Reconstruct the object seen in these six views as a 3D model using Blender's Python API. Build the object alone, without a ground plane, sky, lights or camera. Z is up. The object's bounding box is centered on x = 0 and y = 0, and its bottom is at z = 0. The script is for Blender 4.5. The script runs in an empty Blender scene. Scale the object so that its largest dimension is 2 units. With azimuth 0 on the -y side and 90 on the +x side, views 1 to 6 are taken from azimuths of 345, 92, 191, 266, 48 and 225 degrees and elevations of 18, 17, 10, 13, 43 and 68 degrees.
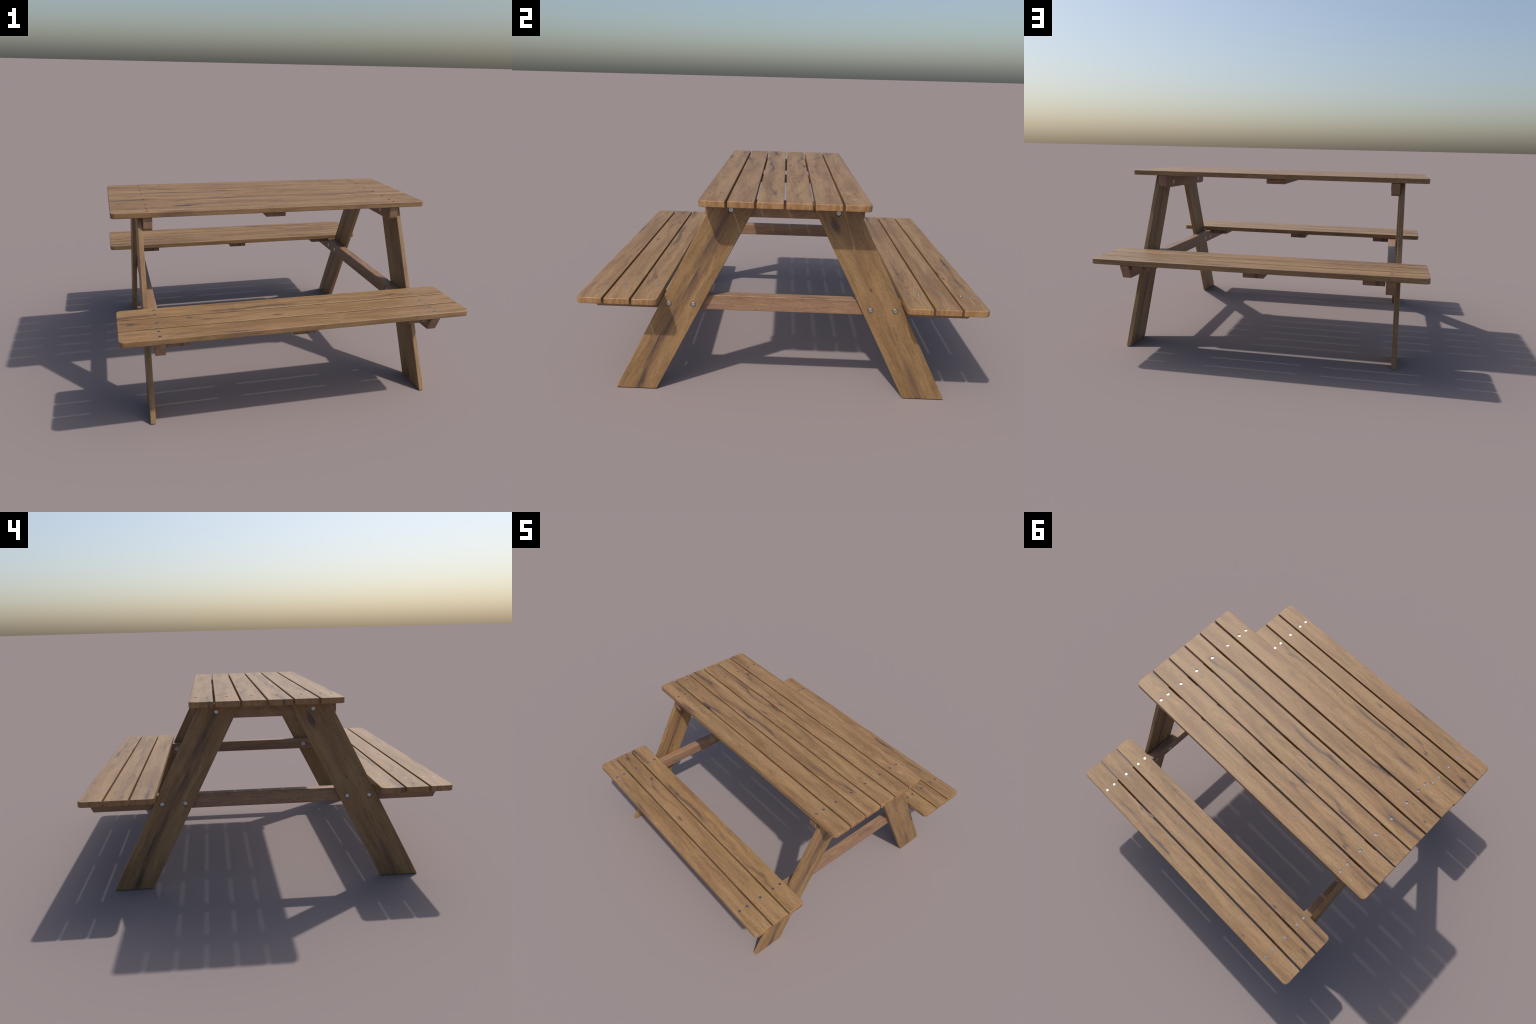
"""Wooden picnic table with two attached benches (A-frame legs, plank top)."""
import bpy, bmesh, math, random
from mathutils import Matrix, Vector

# ------------------------------------------------------------------ sizes
HALF_LEN = 0.9685         # half length of every long plank (x)
PITCH = 0.1355            # plank spacing
PLANK_W = 0.1250          # plank width
PLANK_T = 0.0317          # plank thickness
TOP_Z = 1.0615            # upper face of the table top
SEAT_Z = 0.5668           # upper face of the benches
CORNER_R = 0.027          # rounded outer corners of the boards
EDGE = 0.0042             # softened board edges
TABLE_YS = [(k - 2.5) * PITCH for k in range(6)]
SEAT_YS = [1.0 - PLANK_W / 2 - PITCH * (2 - k) for k in range(3)]   # inner, middle, outer

LEG_OUT, LEG_IN = 0.8215, 0.7922      # leg faces along x
LEG_FOOT_Y = 0.7615                   # centre of the foot
LEG_SLOPE = 0.5068                    # dy/dz of the leg
LEG_HALF = 0.1084                     # half of the horizontal leg width
LEG_TOP = TOP_Z - PLANK_T - 0.0012
BEAM_IN, BEAM_OUT = 0.7374, 0.7912    # cross beams sit inside the legs
BEAM_MID = (BEAM_IN + BEAM_OUT) / 2
TOP_BEAM_Z = 0.9485
TOP_BEAM_Y = 0.3915
SEAT_BEAM_Z = 0.4537
SEAT_BEAM_Y = 0.9555                  # lower corner; ends slope like the legs
CLEAT_W = 0.1220

# ------------------------------------------------------------------ node helpers
class Nodes:
    """Tiny wrapper to write shader maths compactly."""
    def __init__(self, mat):
        self.t = mat.node_tree
        self.t.nodes.clear()

    def new(self, kind, **kw):
        n = self.t.nodes.new(kind)
        for k, v in kw.items():
            setattr(n, k, v)
        return n

    def put(self, sock, val):
        if isinstance(val, bpy.types.NodeSocket):
            self.t.links.new(val, sock)
        elif val is not None:
            sock.default_value = val

    def math(self, op, a, b=None, c=None, clamp=False):
        n = self.new('ShaderNodeMath', operation=op, use_clamp=clamp)
        self.put(n.inputs[0], a)
        if b is not None:
            self.put(n.inputs[1], b)
        if c is not None:
            self.put(n.inputs[2], c)
        return n.outputs[0]

    def combine(self, x, y, z):
        n = self.new('ShaderNodeCombineXYZ')
        for s, v in zip(n.inputs, (x, y, z)):
            self.put(s, v)
        return n.outputs[0]

    def scaled(self, vec, scale, offset=(0, 0, 0)):
        n = self.new('ShaderNodeMapping')
        self.put(n.inputs['Vector'], vec)
        n.inputs['Scale'].default_value = scale
        n.inputs['Location'].default_value = offset
        return n.outputs[0]

    def noise(self, vec, scale=1.0, detail=3.0, rough=0.55, dist=0.0):
        n = self.new('ShaderNodeTexNoise')
        self.put(n.inputs['Vector'], vec)
        n.inputs['Scale'].default_value = scale
        n.inputs['Detail'].default_value = detail
        n.inputs['Roughness'].default_value = rough
        n.inputs['Distortion'].default_value = dist
        return n.outputs['Fac']

    def smooth(self, val, lo, hi, out_lo=0.0, out_hi=1.0):
        n = self.new('ShaderNodeMapRange', interpolation_type='SMOOTHSTEP')
        self.put(n.inputs[0], val)
        n.inputs[1].default_value = lo
        n.inputs[2].default_value = hi
        n.inputs[3].default_value = out_lo
        n.inputs[4].default_value = out_hi
        return n.outputs[0]

    def mix(self, fac, a, b, blend='MIX'):
        n = self.new('ShaderNodeMix', data_type='RGBA', blend_type=blend)
        self.put(n.inputs['Factor'], fac)
        for s, v in ((n.inputs[6], a), (n.inputs[7], b)):
            if isinstance(v, tuple) and len(v) == 3:
                v = v + (1.0,)
            self.put(s, v)
        return n.outputs[2]

    def curve(self, val, pts, lo, hi, vmin, vmax):
        """Smooth curve through (position, value) control points."""
        n = self.new('ShaderNodeFloatCurve')
        f = self.math('DIVIDE', self.math('SUBTRACT', val, lo), hi - lo, clamp=True)
        self.put(n.inputs['Value'], f)
        c = n.mapping.curves[0]
        norm = [((p - lo) / (hi - lo), (v - vmin) / (vmax - vmin)) for p, v in pts]
        c.points[0].location = norm[0]
        c.points[1].location = norm[-1]
        for p in norm[1:-1]:
            c.points.new(*p)
        for p in c.points:
            p.handle_type = 'AUTO_CLAMPED'
        n.mapping.update()
        return self.math('MULTIPLY_ADD', n.outputs[0], vmax - vmin, vmin)


def wood_material(name, seed, light, deep, streaks=(), knots=(), dark_amount=0.5, patch=None, end_at=None):
    """Oiled hardwood, grain along local x.
    streaks: (control points (u, v, strength), half width) - winding dark heart lines
    knots:   (u, v, half length, half width, strength)
    patch:   (u0, u1, v0, v1, w_min) - a dark finger-jointed piece"""
    mat = bpy.data.materials.new(name)
    mat.use_nodes = True
    N = Nodes(mat)
    rng = random.Random(seed)
    off = (rng.uniform(-40, 40), rng.uniform(-40, 40), rng.uniform(-40, 40))
    tc = N.new('ShaderNodeTexCoord')
    P = tc.outputs['Object']
    sep = N.new('ShaderNodeSeparateXYZ')
    N.put(sep.inputs[0], P)
    u, v, w = sep.outputs

    # slow wander of the grain
    wander = N.noise(N.scaled(P, (2.2, 7, 7), off), 1.0, 2.0)
    vw = N.math('MULTIPLY_ADD', wander, 0.05, v)
    ww = N.math('MULTIPLY_ADD', wander, 0.03, w)
    G = N.combine(u, vw, ww)                       # grain-following coordinates

    broad = N.noise(N.scaled(G, (1.6, 17, 17), off), 1.0, 4.0, 0.6)
    col = N.mix(N.smooth(broad, 0.34, 0.66), light, deep)
    hue = N.noise(N.scaled(G, (2.3, 11, 11), (off[1], off[2], off[0])), 1.0, 2.0)
    pinkish = tuple(c * k for c, k in zip(light, (1.02, 0.90, 0.92)))
    yellowish = tuple(c * k for c, k in zip(light, (0.98, 1.02, 0.82)))
    col = N.mix(N.smooth(hue, 0.52, 0.68, 0, 0.32), col, pinkish)
    col = N.mix(N.smooth(hue, 0.46, 0.32, 0, 0.40), col, yellowish)

    # cathedral figure: nested arches
    v2 = N.math('MULTIPLY', vw, vw)
    ph = N.math('MULTIPLY_ADD', v2, 900.0, N.math('MULTIPLY', u, 7.0))
    ph = N.math('MULTIPLY_ADD', wander, 5.0, ph)
    rings = N.math('SINE', N.math('MULTIPLY', ph, 6.2832))
    ring_mask = N.smooth(N.noise(N.scaled(P, (1.7, 9, 9), (off[2], off[0], off[1])), 1.0, 1.0), 0.48, 0.62)
    ring_amt = N.math('MULTIPLY', N.math('MULTIPLY', rings, ring_mask), 0.085)

    # fine fibres and pores
    fibre = N.noise(N.scaled(G, (9, 120, 120), off), 1.0, 4.0, 0.65)
    pores = N.noise(N.scaled(G, (38, 330, 330), off), 1.0, 2.0, 0.5)
    speck = N.noise(N.scaled(G, (75, 210, 210), (off[1], off[0], off[2])), 1.0, 3.0, 0.7)
    fine = N.math('ADD', N.math('MULTIPLY', N.math('SUBTRACT', fibre, 0.5), 0.95),
                  N.math('MULTIPLY', N.math('SUBTRACT', speck, 0.5), 0.85))
    fine = N.math('SUBTRACT', fine, N.smooth(pores, 0.56, 0.70, 0, 0.20))
    gain = N.math('ADD', N.math('ADD', fine, ring_amt), 1.0)
    grey = N.new('ShaderNodeCombineColor')
    for s in grey.inputs:
        N.put(s, gain)
    col = N.mix(1.0, col, grey.outputs[0], 'MULTIPLY')

    # sawn ends show upright growth rings
    if end_at:
        bars = N.noise(N.scaled(P, (3, 60, 14), off), 1.0, 3.0, 0.6)
        warm = tuple(c * k for c, k in zip(light, (1.16, 1.06, 0.90)))
        rust = tuple(c * k for c, k in zip(deep, (1.05, 0.90, 0.80)))
        end_col = N.mix(N.smooth(bars, 0.36, 0.66), warm, rust)
        at_end = N.smooth(N.math('ABSOLUTE', u), end_at - 0.004, end_at - 0.0015)
        col = N.mix(N.math('MULTIPLY', at_end, 0.75), col, end_col)

    # random heartwood lines
    heart = N.noise(N.scaled(G, (2.6, 34, 34), (off[2], off[1], off[0])), 1.0, 3.0, 0.6, 0.4)
    zone = N.noise(N.scaled(P, (2.0, 10, 10), (off[0] + 7, off[1], off[2])), 1.0, 1.0)
    hm = N.math('MULTIPLY', N.smooth(heart, 0.58, 0.74), N.smooth(zone, 0.47, 0.62))
    col = N.mix(N.math('MULTIPLY', hm, dark_amount), col, (0.125, 0.070, 0.048))

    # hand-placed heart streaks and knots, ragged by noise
    rag = N.math('SUBTRACT', N.noise(N.scaled(P, (14, 55, 55), off), 1.0, 4.0, 0.65), 0.5)
    rag2 = N.noise(N.scaled(G, (7, 90, 60), (off[1], off[2], off[0])), 1.0, 4.0, 0.65)
    total = None
    core = None
    strands = N.noise(N.scaled(G, (4.5, 150, 90), (off[2], off[0], off[1])), 1.0, 3.0, 0.6)
    strand_soft = N.smooth(strands, 0.32, 0.54, 0.50, 1.0)
    strand_hard = N.smooth(strands, 0.38, 0.55, 0.12, 1.0)
    for pts, half, *face in streaks:
        lo, hi = pts[0][0], pts[-1][0]
        vc = N.curve(u, [(p[0], p[1]) for p in pts], lo, hi, -0.07, 0.07)
        st = N.curve(u, [(p[0], p[2]) for p in pts], lo, hi, 0.0, 1.0)
        inside = N.math('MULTIPLY', N.smooth(u, lo - 0.03, lo + 0.02), N.smooth(u, hi + 0.03, hi - 0.02))
        st = N.math('MULTIPLY', st, inside)
        if face:                                   # only on one broad face
            st = N.math('MULTIPLY', st, N.smooth(N.math('MULTIPLY', w, float(face[0])), -0.004, 0.006))
        d = N.math('SUBTRACT', v, vc)
        d = N.math('MULTIPLY_ADD', rag, half * 1.5, d)
        d = N.math('DIVIDE', d, half * 1.35)
        band = N.math('POWER', 2.718, N.math('MULTIPLY', N.math('MULTIPLY', d, d), -0.9))
        g = N.math('MULTIPLY', N.math('MULTIPLY', band, st), strand_soft)
        total = g if total is None else N.math('MAXIMUM', total, g)
        e = N.math('MULTIPLY_ADD', d, 1.9, -0.5)
        thin = N.math('POWER', 2.718, N.math('MULTIPLY', N.math('MULTIPLY', e, e), -1.0))
        cg = N.math('MULTIPLY', N.math('MULTIPLY', thin, N.smooth(st, 0.25, 0.85)), strand_hard)
        core = cg if core is None else N.math('MAXIMUM', core, cg)
    for ku, kv, kl, kw, ks in knots:
        du = N.math('DIVIDE', N.math('SUBTRACT', u, ku), kl)
        dv = N.math('DIVIDE', N.math('SUBTRACT', v, kv), kw)
        r = N.math('SQRT', N.math('ADD', N.math('MULTIPLY', du, du), N.math('MULTIPLY', dv, dv)))
        r = N.math('MULTIPLY_ADD', rag, 1.5, r)
        g = N.math('MULTIPLY', N.smooth(r, 1.55, 0.35), ks)
        total = g if total is None else N.math('MAXIMUM', total, g)
        c = N.math('MULTIPLY', N.smooth(r, 0.95, 0.25), ks)
        core = c if core is None else N.math('MAXIMUM', core, c)
    if total is not None:
        col = N.mix(N.math('MULTIPLY', total, 0.92, clamp=True), col, (0.128, 0.066, 0.042))
        col = N.mix(N.math('MULTIPLY', core, 0.90, clamp=True), col, (0.052, 0.043, 0.037))
    if patch:
        u0, u1, v0, v1, w0 = patch
        m = N.math('MULTIPLY', N.smooth(u, u0, u0 + 0.002), N.smooth(u, u1, u1 - 0.10))
        m = N.math('MULTIPLY', m, N.math('MULTIPLY', N.smooth(v, v0 - 0.003, v0 + 0.003), N.smooth(v, v1 + 0.004, v1 - 0.004)))
        m = N.math('MULTIPLY', m, N.math('MULTIPLY', N.smooth(w, w0, w0 + 0.014), N.smooth(rag2, 0.25, 0.65, 0.3, 1.0)))
        col = N.mix(N.math('MULTIPLY', m, 0.62), col, (0.075, 0.058, 0.042))

    bump = N.new('ShaderNodeBump')
    bump.inputs['Strength'].default_value = 0.22
    bump.inputs['Distance'].default_value = 0.0012
    N.put(bump.inputs['Height'], N.math('ADD', fibre, N.math('MULTIPLY', speck, 0.6)))
    bsdf = N.new('ShaderNodeBsdfPrincipled')
    N.put(bsdf.inputs['Base Color'], col)
    N.put(bsdf.inputs['Roughness'], N.math('MULTIPLY_ADD', fibre, 0.16, 0.44))
    bsdf.inputs['Specular IOR Level'].default_value = 0.45
    N.put(bsdf.inputs['Normal'], bump.outputs[0])
    out = N.new('ShaderNodeOutputMaterial')
    N.t.links.new(bsdf.outputs[0], out.inputs[0])
    return mat


def metal_material(name, color, rough):
    mat = bpy.data.materials.new(name)
    mat.use_nodes = True
    N = Nodes(mat)
    tc = N.new('ShaderNodeTexCoord')
    n = N.noise(tc.outputs['Object'], 260.0, 3.0)
    dull = tuple(c * 0.72 for c in color)
    col = N.mix(N.smooth(n, 0.35, 0.7), color, dull)
    bsdf = N.new('ShaderNodeBsdfPrincipled')
    N.put(bsdf.inputs['Base Color'], col)
    bsdf.inputs['Metallic'].default_value = 1.0
    N.put(bsdf.inputs['Roughness'], N.math('MULTIPLY_ADD', n, 0.15, rough))
    out = N.new('ShaderNodeOutputMaterial')
    N.t.links.new(bsdf.outputs[0], out.inputs[0])
    return mat


# ------------------------------------------------------------------ mesh helpers
def rounded_outline(corners, radii, seg=7):
    """2D outline with each corner rounded by its own radius (convex, ccw)."""
    pts = []
    n = len(corners)
    for i in range(n):
        p = Vector(corners[i])
        a = (Vector(corners[i - 1]) - p).normalized()
        b = (Vector(corners[(i + 1) % n]) - p).normalized()
        r = radii[i]
        if r <= 0:
            pts.append(p)
            continue
        half = math.acos(max(-1, min(1, a.dot(b)))) / 2
        t = r / math.tan(half)
        c = p + (a + b).normalized() * (r / math.sin(half))
        s, e = p + a * t - c, p + b * t - c
        ang = math.atan2(s.x * e.y - s.y * e.x, s.dot(e))
        for k in range(seg + 1):
            q = ang * k / seg
            pts.append(c + Vector((s.x * math.cos(q) - s.y * math.sin(q), s.x * math.sin(q) + s.y * math.cos(q))))
    return pts


def finish(bm, name):
    for f in bm.faces:
        f.smooth = True
    for e in bm.edges:
        e.smooth = not (len(e.link_faces) == 2 and e.calc_face_angle(0) > math.radians(42))
    me = bpy.data.meshes.new(name)
    bm.to_mesh(me)
    bm.free()
    return me


def slab_bmesh(outline, z0, z1, bevel, seg=3):
    """Extruded outline with softened edges."""
    bm = bmesh.new()
    lo = [bm.verts.new((p[0], p[1], z0)) for p in outline]
    hi = [bm.verts.new((p[0], p[1], z1)) for p in outline]
    n = len(outline)
    bm.faces.new(list(reversed(lo)))
    bm.faces.new(hi)
    for i in range(n):
        j = (i + 1) % n
        bm.faces.new((lo[i], lo[j], hi[j], hi[i]))
    bm.normal_update()
    hard = [e for e in bm.edges if e.calc_face_angle(0) > math.radians(25)]
    bmesh.ops.bevel(bm, geom=hard, offset=bevel, offset_type='OFFSET', segments=seg, profile=0.5,
                    affect='EDGES', clamp_overlap=True)
    bm.normal_update()
    return bm


def lathe_bmesh(loops, n, shape=None):
    """Stack of radial loops (radius, height, shaped?) closed with a centre fan at both ends."""
    bm = bmesh.new()
    rings = []
    for r, z, shaped in loops:
        ring = []
        for k in range(n):
            a = 2 * math.pi * k / n
            rr = r * (shape(a) if shaped else 1.0)
            ring.append(bm.verts.new((rr * math.cos(a), rr * math.sin(a), z)))
        rings.append(ring)
    for A, B in zip(rings, rings[1:]):
        for k in range(n):
            j = (k + 1) % n
            bm.faces.new((A[k], A[j], B[j], B[k]))
    bm.faces.new(list(reversed(rings[0])))
    bm.faces.new(rings[-1])
    bmesh.ops.triangulate(bm, faces=[f for f in bm.faces if len(f.verts) > 4])
    bmesh.ops.recalc_face_normals(bm, faces=bm.faces[:])
    return bm


def drill(mesh, holes, radius, top, depth, name):
    """Cut round counterbores (x, y) into the +z face of a mesh."""
    obj = bpy.data.objects.new('drill_target', mesh)
    bpy.context.scene.collection.objects.link(obj)
    bm = bmesh.new()
    for x, y in holes:
        bmesh.ops.create_cone(bm, cap_ends=True, segments=28, radius1=radius, radius2=radius,
                              depth=depth * 2, matrix=Matrix.Translation((x, y, top)))
    cm = bpy.data.meshes.new('drill_cutter')
    bm.to_mesh(cm)
    bm.free()
    cut = bpy.data.objects.new('drill_cutter', cm)
    bpy.context.scene.collection.objects.link(cut)
    m = obj.modifiers.new('holes', 'BOOLEAN')
    m.operation = 'DIFFERENCE'
    m.solver = 'EXACT'
    m.object = cut
    dg = bpy.context.evaluated_depsgraph_get()
    res = bpy.data.meshes.new_from_object(obj.evaluated_get(dg))
    bpy.data.objects.remove(obj)
    bpy.data.objects.remove(cut)
    bpy.data.meshes.remove(cm)
    b2 = bmesh.new()
    b2.from_mesh(res)
    bpy.data.meshes.remove(res)
    b2.normal_update()
    return finish(b2, name)


ROOT = bpy.data.objects.new('picnic_table', None)
ROOT.empty_display_size = 0.2
bpy.context.scene.collection.objects.link(ROOT)
ROOT['label'] = 'brown wooden picnic table with two attached plank benches'
ROOT['category'] = 'picnic table'


def add(name, mesh, matrix, material=None, parent=None, weighted=True):
    ob = bpy.data.objects.new(name, mesh)
    bpy.context.scene.collection.objects.link(ob)
    ob.parent = parent or ROOT
    ob.matrix_local = matrix
    if material is not None:
        if not mesh.materials:
            mesh.materials.append(None)
        ob.material_slots[0].link = 'OBJECT'
        ob.material_slots[0].material = material
    if weighted:
        m = ob.modifiers.new('even_shading', 'WEIGHTED_NORMAL')
        m.keep_sharp = True
        m.weight = 80
    return ob


# ------------------------------------------------------------------ wood colours
TOP_LIGHT, TOP_DEEP = (0.307, 0.182, 0.084), (0.214, 0.118, 0.050)
LEG_LIGHT, LEG_DEEP = (0.290, 0.174, 0.077), (0.196, 0.109, 0.045)
BEAM_LIGHT, BEAM_DEEP = (0.290, 0.172, 0.100), (0.225, 0.128, 0.073)

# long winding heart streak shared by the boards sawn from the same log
HEART = [(-0.98, -0.020, .75), (-0.88, -0.014, .9), (-0.76, -0.006, .75), (-0.66, -0.030, .2),
         (-0.57, -0.047, .5), (-0.45, -0.036, .45), (-0.34, -0.030, .55), (-0.25, -0.030, 1.0),
         (-0.17, -0.016, .7), (-0.08, -0.014, .85), (0.05, -0.024, .5), (0.25, -0.030, .2),
         (0.48, -0.021, .5), (0.62, -0.008, .5), (0.73, 0.014, .7), (0.80, 0.016, .1)]
HEART_INNER_SEAT = [(-0.98, -0.054, .6), (-0.93, -0.045, .8), (-0.84, -0.038, .8), (-0.74, -0.040, .2),
                    (-0.55, -0.045, .2), (-0.45, -0.042, .6), (-0.335, -0.044, 1.0), (-0.21, -0.036, .75),
                    (-0.10, -0.034, .9), (0.0, -0.042, .6), (0.2, -0.045, .2), (0.45, -0.045, .4),
                    (0.58, -0.034, .45), (0.64, -0.026, .5), (0.72, -0.034, .45), (0.82, -0.035, .1)]

TABLE_MARKS = [
    dict(streaks=[([(-0.70, -0.055, .3), (-0.60, -0.054, .6), (-0.50, -0.058, .2)], .012)],
         knots=[(-0.84, 0.024, .05, .012, .35), (0.17, -0.017, .03, .005, .5)]),
    dict(streaks=[([(-0.60, -0.060, .5), (-0.53, -0.056, .9), (-0.44, -0.040, .6), (-0.33, -0.030, .1)], .011)],
         knots=[(-0.525, -0.057, .035, .012, .95), (-0.915, 0.014, .014, .007, .8), (0.44, 0.057, .06, .006, .35),
                (0.61, 0.017, .05, .006, .3)]),
    dict(streaks=[(HEART, .0105)], knots=[(-0.25, -0.030, .035, .015, .8), (0.72, 0.014, .045, .009, .7)]),
    dict(streaks=[([(-0.97, 0.020, .2), (-0.90, 0.045, .5), (-0.75, 0.040, .5), (-0.57, 0.041, .8), (-0.45, 0.018, .55),
                    (-0.30, 0.030, .35), (-0.23, 0.050, .8), (-0.10, 0.045, .3), (0.10, 0.035, .4), (0.35, 0.020, .3)], .009)],
         knots=[(-0.21, -0.039, .03, .008, .5), (-0.57, 0.040, .025, .010, .7), (-0.232, 0.049, .02, .010, .8),
                (0.40, 0.008, .035, .004, .55), (0.71, 0.008, .03, .004, .5)]),
    dict(streaks=[([(-0.90, 0.030, .1), (-0.70, 0.030, .3), (-0.61, 0.008, .45), (-0.5, 0.0, .1)], .010)],
         knots=[(-0.690, 0.047, .018, .006, .95), (-0.686, 0.033, .020, .005, .9), (-0.615, 0.008, .035, .007, .6),
                (-0.21, -0.020, .035, .010, .5), (0.63, 0.021, .05, .006, .35)]),
    dict(streaks=[([(-0.98, -0.046, .8), (-0.90, -0.038, .7), (-0.78, -0.040, .35), (-0.6, -0.045, .3), (-0.4, -0.05, .1)], .009)],
         knots=[]),
]
SEAT_FRONT_MARKS = [   # inner, middle, outer board of the -y bench (v grows towards +y)
    dict(streaks=[(HEART_INNER_SEAT, .0100)], knots=[(-0.336, -0.044, .03, .013, .8), (0.64, -0.010, .04, .009, .5)]),
    dict(streaks=[([(-0.97, 0.02, .2), (-0.90, 0.006, .5), (-0.80, 0.0, .2), (-0.6, 0.02, .3), (-0.50, -0.002, .45), (-0.42, -0.006, .1)], .008)],
         knots=[(-0.903, 0.005, .030, .014, .9), (-0.945, 0.020, .015, .008, .6), (-0.592, 0.037, .018, .006, .95),
                (-0.585, 0.024, .02, .005, .9), (-0.500, -0.004, .035, .008, .5), (-0.112, -0.026, .035, .009, .55)]),
    dict(streaks=[([(-0.95, 0.02, .3), (-0.80, 0.0, .2), (-0.67, -0.015, .5), (-0.5, -0.03, .3), (-0.385, -0.050, .6), (-0.2, -0.055, .1)], .010)],
         knots=[(-0.385, -0.052, .03, .010, .5)]),
]
SEAT_BACK_MARKS = [    # +y bench
    dict(streaks=[([(-0.97, -0.025, .5), (-0.88, -0.022, .85), (-0.77, -0.028, .5), (-0.55, -0.012, .45), (-0.3, -0.020, .3),
                    (0.0, -0.02, .2), (0.43, -0.025, .5), (0.6, -0.02, .2)], .009)],
         knots=[(-0.882, -0.022, .045, .007, .8), (-0.590, 0.047, .02, .006, .8), (-0.675, 0.053, .02, .005, .75),
                (0.434, -0.025, .04, .012, .45)]),
    dict(streaks=[([(0.1, -0.01, .2), (0.27, -0.006, .5), (0.4, -0.012, .35), (0.69, -0.008, .5), (0.85, -0.01, .3)], .009)],
         knots=[(-0.905, -0.025, .035, .008, .6), (0.27, -0.006, .03, .007, .5)]),
    dict(streaks=[([(0.12, 0.020, .2), (0.21, 0.019, .9), (0.29, 0.022, .8), (0.40, 0.016, .5), (0.52, 0.008, .7), (0.64, 0.016, .6),
                    (0.8, 0.02, .3), (0.95, 0.015, .2)], .009)],
         knots=[(0.235, 0.018, .05, .006, .95), (0.503, -0.050, .018, .006, .8), (0.420, -0.055, .018, .005, .6),
                (-0.576, 0.038, .014, .006, .6), (0.40, -0.060, .05, .005, .5)]),
]

screw_mat = metal_material('zinc_screw_metal', (0.47, 0.50, 0.55), 0.24)
bolt_mat = metal_material('galvanised_bolt_metal', (0.56, 0.56, 0.57), 0.36)

# ------------------------------------------------------------------ screws, bolts, nuts
def cross_recess(a):
    """Radius of a rounded plus sign in direction a."""
    b = (a + math.pi / 4) % (math.pi / 2) - math.pi / 4
    return min(1.0 / max(math.cos(b), 1e-3), 0.30 / max(abs(math.sin(b)), 1e-3))

SCREW_R = 0.0086
screw_mesh = finish(lathe_bmesh([(SCREW_R * 0.55, -0.006, False), (SCREW_R, -0.0012, False), (SCREW_R, -0.0006, False),
                                 (SCREW_R * 0.94, 0.0, False), (SCREW_R * 0.52, 0.0001, True),
                                 (SCREW_R * 0.36, -0.0026, True)], 48, cross_recess), 'screw')
BOLT_R = 0.0123
bolt_mesh = finish(lathe_bmesh([(BOLT_R * 0.9, -0.008, False), (BOLT_R, -0.0015, False), (BOLT_R, -0.0004, False),
                                (BOLT_R * 0.965, 0.0003, False), (BOLT_R * 0.88, 0.0007, False), (BOLT_R * 0.55, 0.0009, False),
                                (BOLT_R * 0.17, 0.0010, False), (BOLT_R * 0.12, 0.0005, False), (BOLT_R * 0.04, 0.0005, False)], 40), 'bolt')

def lobes(a):
    return 0.76 + 0.24 * math.sqrt(0.5 + 0.5 * math.cos(4 * a))

NUT_R = 0.0178
nut_mesh = finish(lathe_bmesh([(NUT_R * 0.96, -0.002, True), (NUT_R, -0.001, True), (NUT_R, 0.0016, True),
                               (NUT_R * 0.93, 0.0024, True), (0.0050, 0.0026, False), (0.0043, 0.0016, False),
                               (0.0040, 0.0004, False), (0.001, 0.0004, False)], 64, lobes), 'propeller_nut')
for me in (screw_mesh, bolt_mesh, nut_mesh):
    me.materials.append(screw_mat if me is screw_mesh else bolt_mat)
rng = random.Random(11)


def add_screws(board, spots, top, sink):
    for x, y in spots:
        m = Matrix.Translation((x, y, top - sink)) @ Matrix.Rotation(rng.uniform(0, math.pi / 2), 4, 'Z')
        m = m @ Matrix.Rotation(rng.uniform(-0.02, 0.02), 4, 'X')
        add('screw', screw_mesh, m, parent=board, weighted=False)


# ------------------------------------------------------------------ planks
def plank_mesh(name, left, right, spots, depth):
    """Board with optional rounded corners on its -y (left) / +y (right) side."""
    L, W = HALF_LEN, PLANK_W / 2
    rl, rr = (CORNER_R if left else 0), (CORNER_R if right else 0)
    o = rounded_outline([(-L, -W), (L, -W), (L, W), (-L, W)], [rl, rl, rr, rr])
    bm = slab_bmesh(o, -PLANK_T / 2, PLANK_T / 2, EDGE)
    me = finish(bm, name + '_blank')
    return drill(me, spots, SCREW_R + 0.0004, PLANK_T / 2, depth, name)


def plank(name, y, z_top, left, right, offsets, sink, marks, seed, tint):
    spots = [(sx * 0.7655, o) for sx in (-1, 1) for o in offsets]
    me = plank_mesh(name, left, right, spots, sink + 0.0035)
    light = tuple(c * tint for c in TOP_LIGHT)
    deep = tuple(c * tint for c in TOP_DEEP)
    mat = wood_material('oiled_wood_' + name, seed, light, deep, end_at=HALF_LEN, **marks)
    ob = add(name, me, Matrix.Translation((0, y, z_top - PLANK_T / 2)), mat)
    add_screws(ob, spots, PLANK_T / 2, sink)
    return ob


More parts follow.
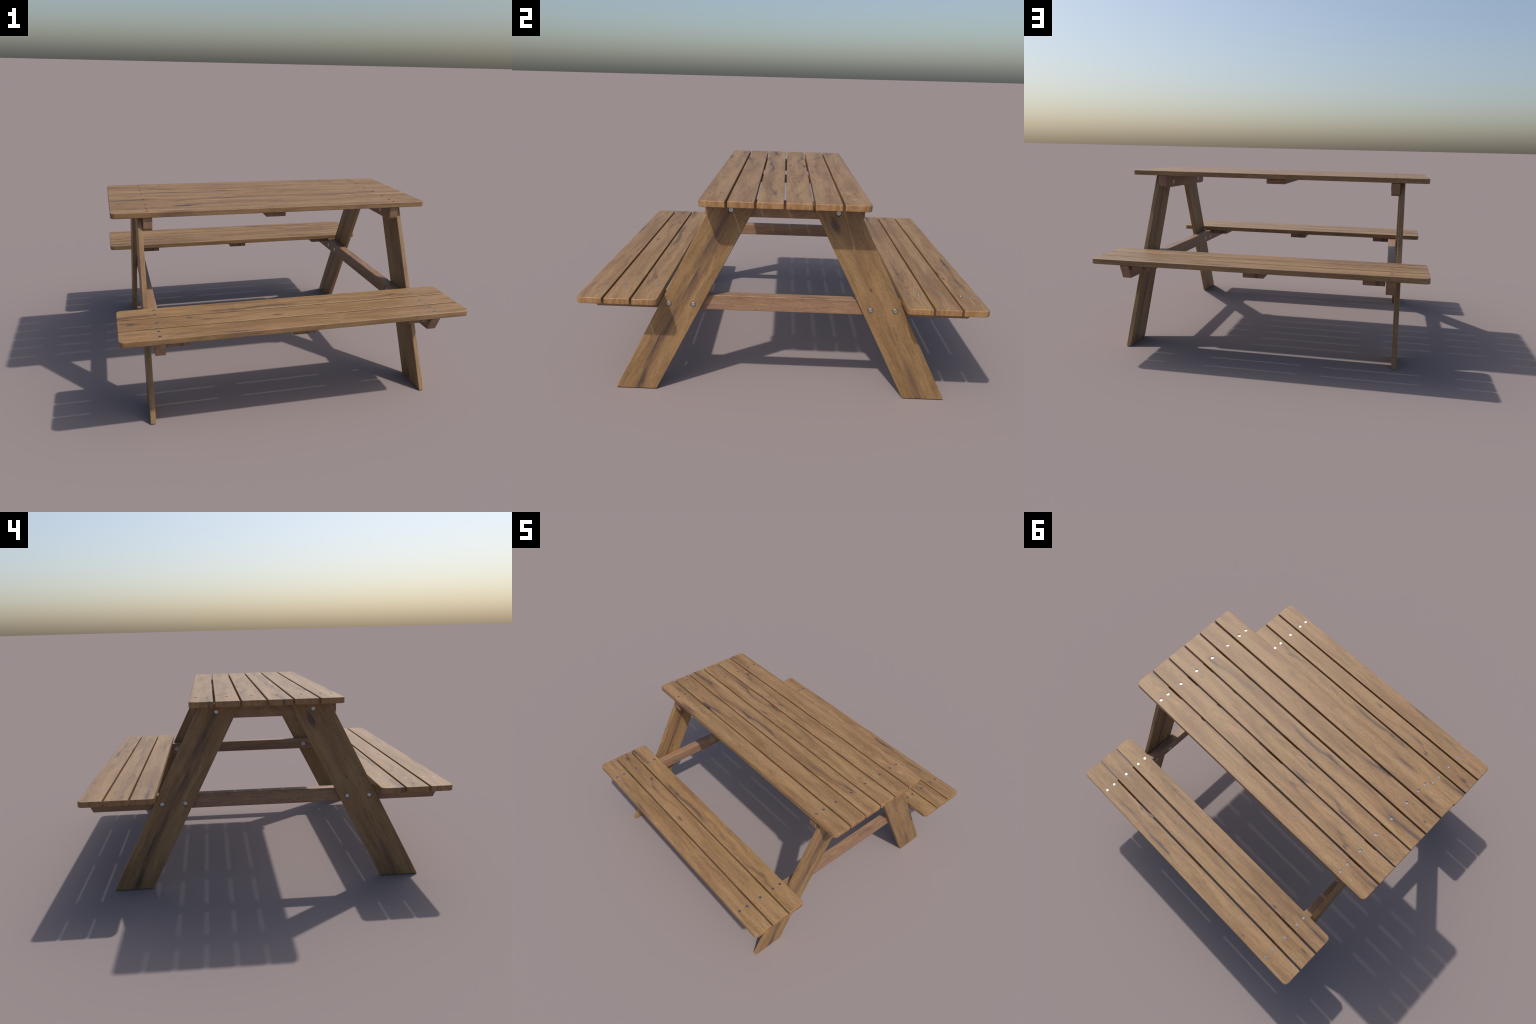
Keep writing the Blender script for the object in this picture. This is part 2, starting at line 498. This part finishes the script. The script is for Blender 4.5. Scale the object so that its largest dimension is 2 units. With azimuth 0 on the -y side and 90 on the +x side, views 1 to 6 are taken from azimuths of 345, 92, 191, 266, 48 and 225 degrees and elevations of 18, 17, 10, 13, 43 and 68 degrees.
for k, y in enumerate(TABLE_YS):
    if k == 0:
        offs = [-0.0295, 0.0295]
    elif k == 5:
        offs = [-0.0295, 0.0295]
    else:
        offs = [0.0]
    plank('tabletop_plank', y, TOP_Z, k == 0, k == 5, offs, 0.0046, TABLE_MARKS[k], 100 + k, (1.0, .97, 1.0, 1.01, .98, 1.0)[k])
for side in (-1, 1):
    marks = SEAT_FRONT_MARKS if side < 0 else SEAT_BACK_MARKS
    for k, y in enumerate(SEAT_YS):
        offs = [0.0] if k == 1 else [-0.0295, 0.0295]
        inner, outer = k == 0, k == 2
        left = inner if side > 0 else outer
        right = outer if side > 0 else inner
        plank('bench_plank', side * y, SEAT_Z, left, right, offs, 0.0002, marks[k], 200 + 10 * side + k, (1.0, .98, .99)[k])

# ------------------------------------------------------------------ legs
LEG_LEN_DIR = Vector((0, -LEG_SLOPE, 1)).normalized()
BOLT_YZ = [(0.2605, 0.9885), (0.4505, 0.4910), (0.5763, 0.4910)]


def leg_frame(side_x, side_y):
    ex = Vector((0, -side_y * LEG_SLOPE, 1)).normalized()
    ez = Vector((side_x, 0, 0))
    ey = ez.cross(ex)
    mid = Vector((side_x * (LEG_OUT + LEG_IN) / 2, side_y * (LEG_FOOT_Y - LEG_SLOPE * 0.5), 0.5))
    m = Matrix((ex, ey, ez)).transposed().to_4x4()
    m.translation = mid
    return m


def leg_mesh(frame, side_x, side_y):
    inv = frame.inverted()
    pts = []
    for dy, z in ((-LEG_HALF, 0.0), (LEG_HALF, 0.0), (LEG_HALF, LEG_TOP), (-LEG_HALF, LEG_TOP)):
        p = inv @ Vector((frame.translation.x, side_y * (LEG_FOOT_Y - LEG_SLOPE * z + dy), z))
        pts.append((p.x, p.y))
    area = sum(a[0] * b[1] - b[0] * a[1] for a, b in zip(pts, pts[1:] + pts[:1]))
    if area < 0:
        pts.reverse()
    t = (LEG_OUT - LEG_IN) / 2
    bm = slab_bmesh(pts, -t, t, 0.0042)
    me = finish(bm, 'leg_blank')
    spots = []
    for y, z in BOLT_YZ:
        q = inv @ Vector((frame.translation.x, side_y * y, z))
        spots.append((q.x, q.y))
    return drill(me, spots, BOLT_R + 0.0026, t, 0.0065, 'leg'), spots, t


# streak along the leg axis; local x runs from foot (-0.56) to top (+0.59)
LEG_STREAK = dict(streaks=[([(-0.56, -0.012, .9), (-0.48, -0.008, .8), (-0.40, 0.006, .55), (-0.28, 0.012, .8), (-0.14, 0.006, .6),
                             (-0.02, 0.010, .65), (0.12, -0.004, .8), (0.24, 0.010, .5), (0.36, 0.006, .75), (0.55, 0.0, .6)], .015, 1),
                           ([(-0.52, -0.030, .2), (-0.35, 0.022, .4), (-0.20, 0.030, .4), (0.05, -0.018, .35), (0.3, -0.022, .55), (0.5, -0.02, .3)], .008, 1)],
                  knots=[(-0.51, -0.014, .035, .012, .85), (0.40, 0.000, .06, .010, .5)])
LEG_PLAIN = dict(streaks=[([(-0.56, 0.016, .7), (-0.46, 0.010, .6), (-0.34, 0.004, .45), (-0.2, 0.010, .15), (0.0, 0.02, .25), (0.3, 0.012, .3), (0.55, 0.016, .5)], .016, 1),
                          ([(-0.56, -0.022, .9), (-0.35, -0.026, .7), (-0.15, -0.018, .9), (0.1, -0.022, .75), (0.3, -0.016, .9), (0.58, -0.020, .7)], .010, -1),
                          ([(-0.56, -0.045, .5), (-0.1, -0.048, .4), (0.25, -0.042, .5), (0.58, -0.046, .3)], .006, -1)],
                 knots=[(0.50, 0.038, .05, .020, .75), (0.12, 0.012, .014, .007, .7), (-0.45, 0.012, .05, .010, .4)])


for sy_sign, marks, seed in ((-1, LEG_STREAK, 31), (1, LEG_PLAIN, 37)):
    f = leg_frame(1, sy_sign)
    me, spots, t = leg_mesh(f, 1, sy_sign)
    mat = wood_material('oiled_wood_leg', seed, LEG_LIGHT, LEG_DEEP, dark_amount=0.55, **marks)
    for turn in (0, 1):
        m = Matrix.Rotation(math.pi * turn, 4, 'Z') @ f
        ob = add('leg', me, m, mat)
        for x, y in spots:
            r = Matrix.Translation((x, y, t - 0.0014)) @ Matrix.Rotation(rng.uniform(0, 6), 4, 'Z')
            add('bolt', bolt_mesh, r, parent=ob, weighted=False)

# ------------------------------------------------------------------ cross beams
BEAM_FRAME = Matrix(((0, -1, 0, 0), (1, 0, 0, 0), (0, 0, 1, 0), (0, 0, 0, 1)))   # local x -> world y


def beam_mesh(name, profile, radii, bevel):
    """Profile lies in (along, height); thickness runs across."""
    o = rounded_outline(profile, radii, 6)
    half = (BEAM_OUT - BEAM_IN) / 2
    bm = slab_bmesh(o, -half, half, bevel)
    # stand the slab up: (along, height, thick) -> (along, thick, height)
    bmesh.ops.transform(bm, matrix=Matrix(((1, 0, 0, 0), (0, 0, -1, 0), (0, 1, 0, 0), (0, 0, 0, 1))), verts=bm.verts[:])
    bm.normal_update()
    return finish(bm, name)


h_top = TOP_Z - PLANK_T - 0.0012 - TOP_BEAM_Z
top_beam = beam_mesh('tabletop_beam',
                     [(-TOP_BEAM_Y, -h_top / 2), (TOP_BEAM_Y, -h_top / 2), (TOP_BEAM_Y, h_top / 2), (-TOP_BEAM_Y, h_top / 2)],
                     [0.022, 0.022, 0, 0], 0.004)
h_seat = SEAT_Z - PLANK_T - 0.0012 - SEAT_BEAM_Z
top_y = SEAT_BEAM_Y + h_seat * LEG_SLOPE
seat_beam = beam_mesh('bench_beam',
                      [(-SEAT_BEAM_Y, -h_seat / 2), (SEAT_BEAM_Y, -h_seat / 2), (top_y, h_seat / 2), (-top_y, h_seat / 2)],
                      [0, 0, 0, 0], 0.004)
top_beam_mat = wood_material('oiled_wood_tabletop_beam', 51, BEAM_LIGHT, BEAM_DEEP, dark_amount=0.35,
                             knots=[(0.36, 0.012, .03, .02, .5)])
seat_beam_mat = wood_material('oiled_wood_bench_beam', 57, BEAM_LIGHT, BEAM_DEEP, dark_amount=0.35,
                              patch=(0.095, 0.29, -0.03, -0.006, 0.026))
nut_rng = random.Random(5)
for turn in (0, 1):
    R = Matrix.Rotation(math.pi * turn, 4, 'Z')
    tb = add('tabletop_beam', top_beam, R @ Matrix.Translation((BEAM_MID, 0, TOP_BEAM_Z + h_top / 2)) @ BEAM_FRAME, top_beam_mat)
    sb = add('bench_beam', seat_beam, R @ Matrix.Translation((BEAM_MID, 0, SEAT_BEAM_Z + h_seat / 2)) @ BEAM_FRAME, seat_beam_mat)
    half = (BEAM_OUT - BEAM_IN) / 2
    for beam, zc, picks in ((tb, TOP_BEAM_Z + h_top / 2, BOLT_YZ[:1]), (sb, SEAT_BEAM_Z + h_seat / 2, BOLT_YZ[1:])):
        for y, z in picks:
            for s in (-1, 1):
                m = Matrix.Translation((s * y, half, z - zc)) @ Matrix.Rotation(-math.pi / 2, 4, 'X')
                m = m @ Matrix.Rotation(nut_rng.uniform(0, 1.57), 4, 'Z')
                add('propeller_nut', nut_mesh, m, parent=beam, weighted=False)

# ------------------------------------------------------------------ cleats under the boards
def cleat_mesh(name, length):
    w = CLEAT_W / 2
    o = [(-length / 2, -w), (length / 2, -w), (length / 2, w), (-length / 2, w)]
    return finish(slab_bmesh(o, -PLANK_T / 2, PLANK_T / 2, 0.004), name)


cleat_mat = wood_material('oiled_wood_cleat', 71, (0.262, 0.152, 0.084), (0.195, 0.106, 0.056), dark_amount=0.6,
                          knots=[(0.155, 0.02, .03, .014, .7), (-0.15, -0.015, .03, .012, .6)])
seat_cleat = cleat_mesh('bench_cleat', 0.329)
cz = SEAT_Z - PLANK_T - 0.0010 - PLANK_T / 2
for side in (-1, 1):
    for x in (-(0.6115 + CLEAT_W / 2), 0.0, 0.6115 + CLEAT_W / 2):
        add('bench_cleat', seat_cleat, Matrix.Translation((x, side * 0.8015, cz)) @ BEAM_FRAME, cleat_mat)
table_cleat = cleat_mesh('tabletop_cleat', 0.736)
add('tabletop_cleat', table_cleat, Matrix.Translation((0, 0, TOP_Z - PLANK_T - 0.0010 - PLANK_T / 2)) @ BEAM_FRAME, cleat_mat)
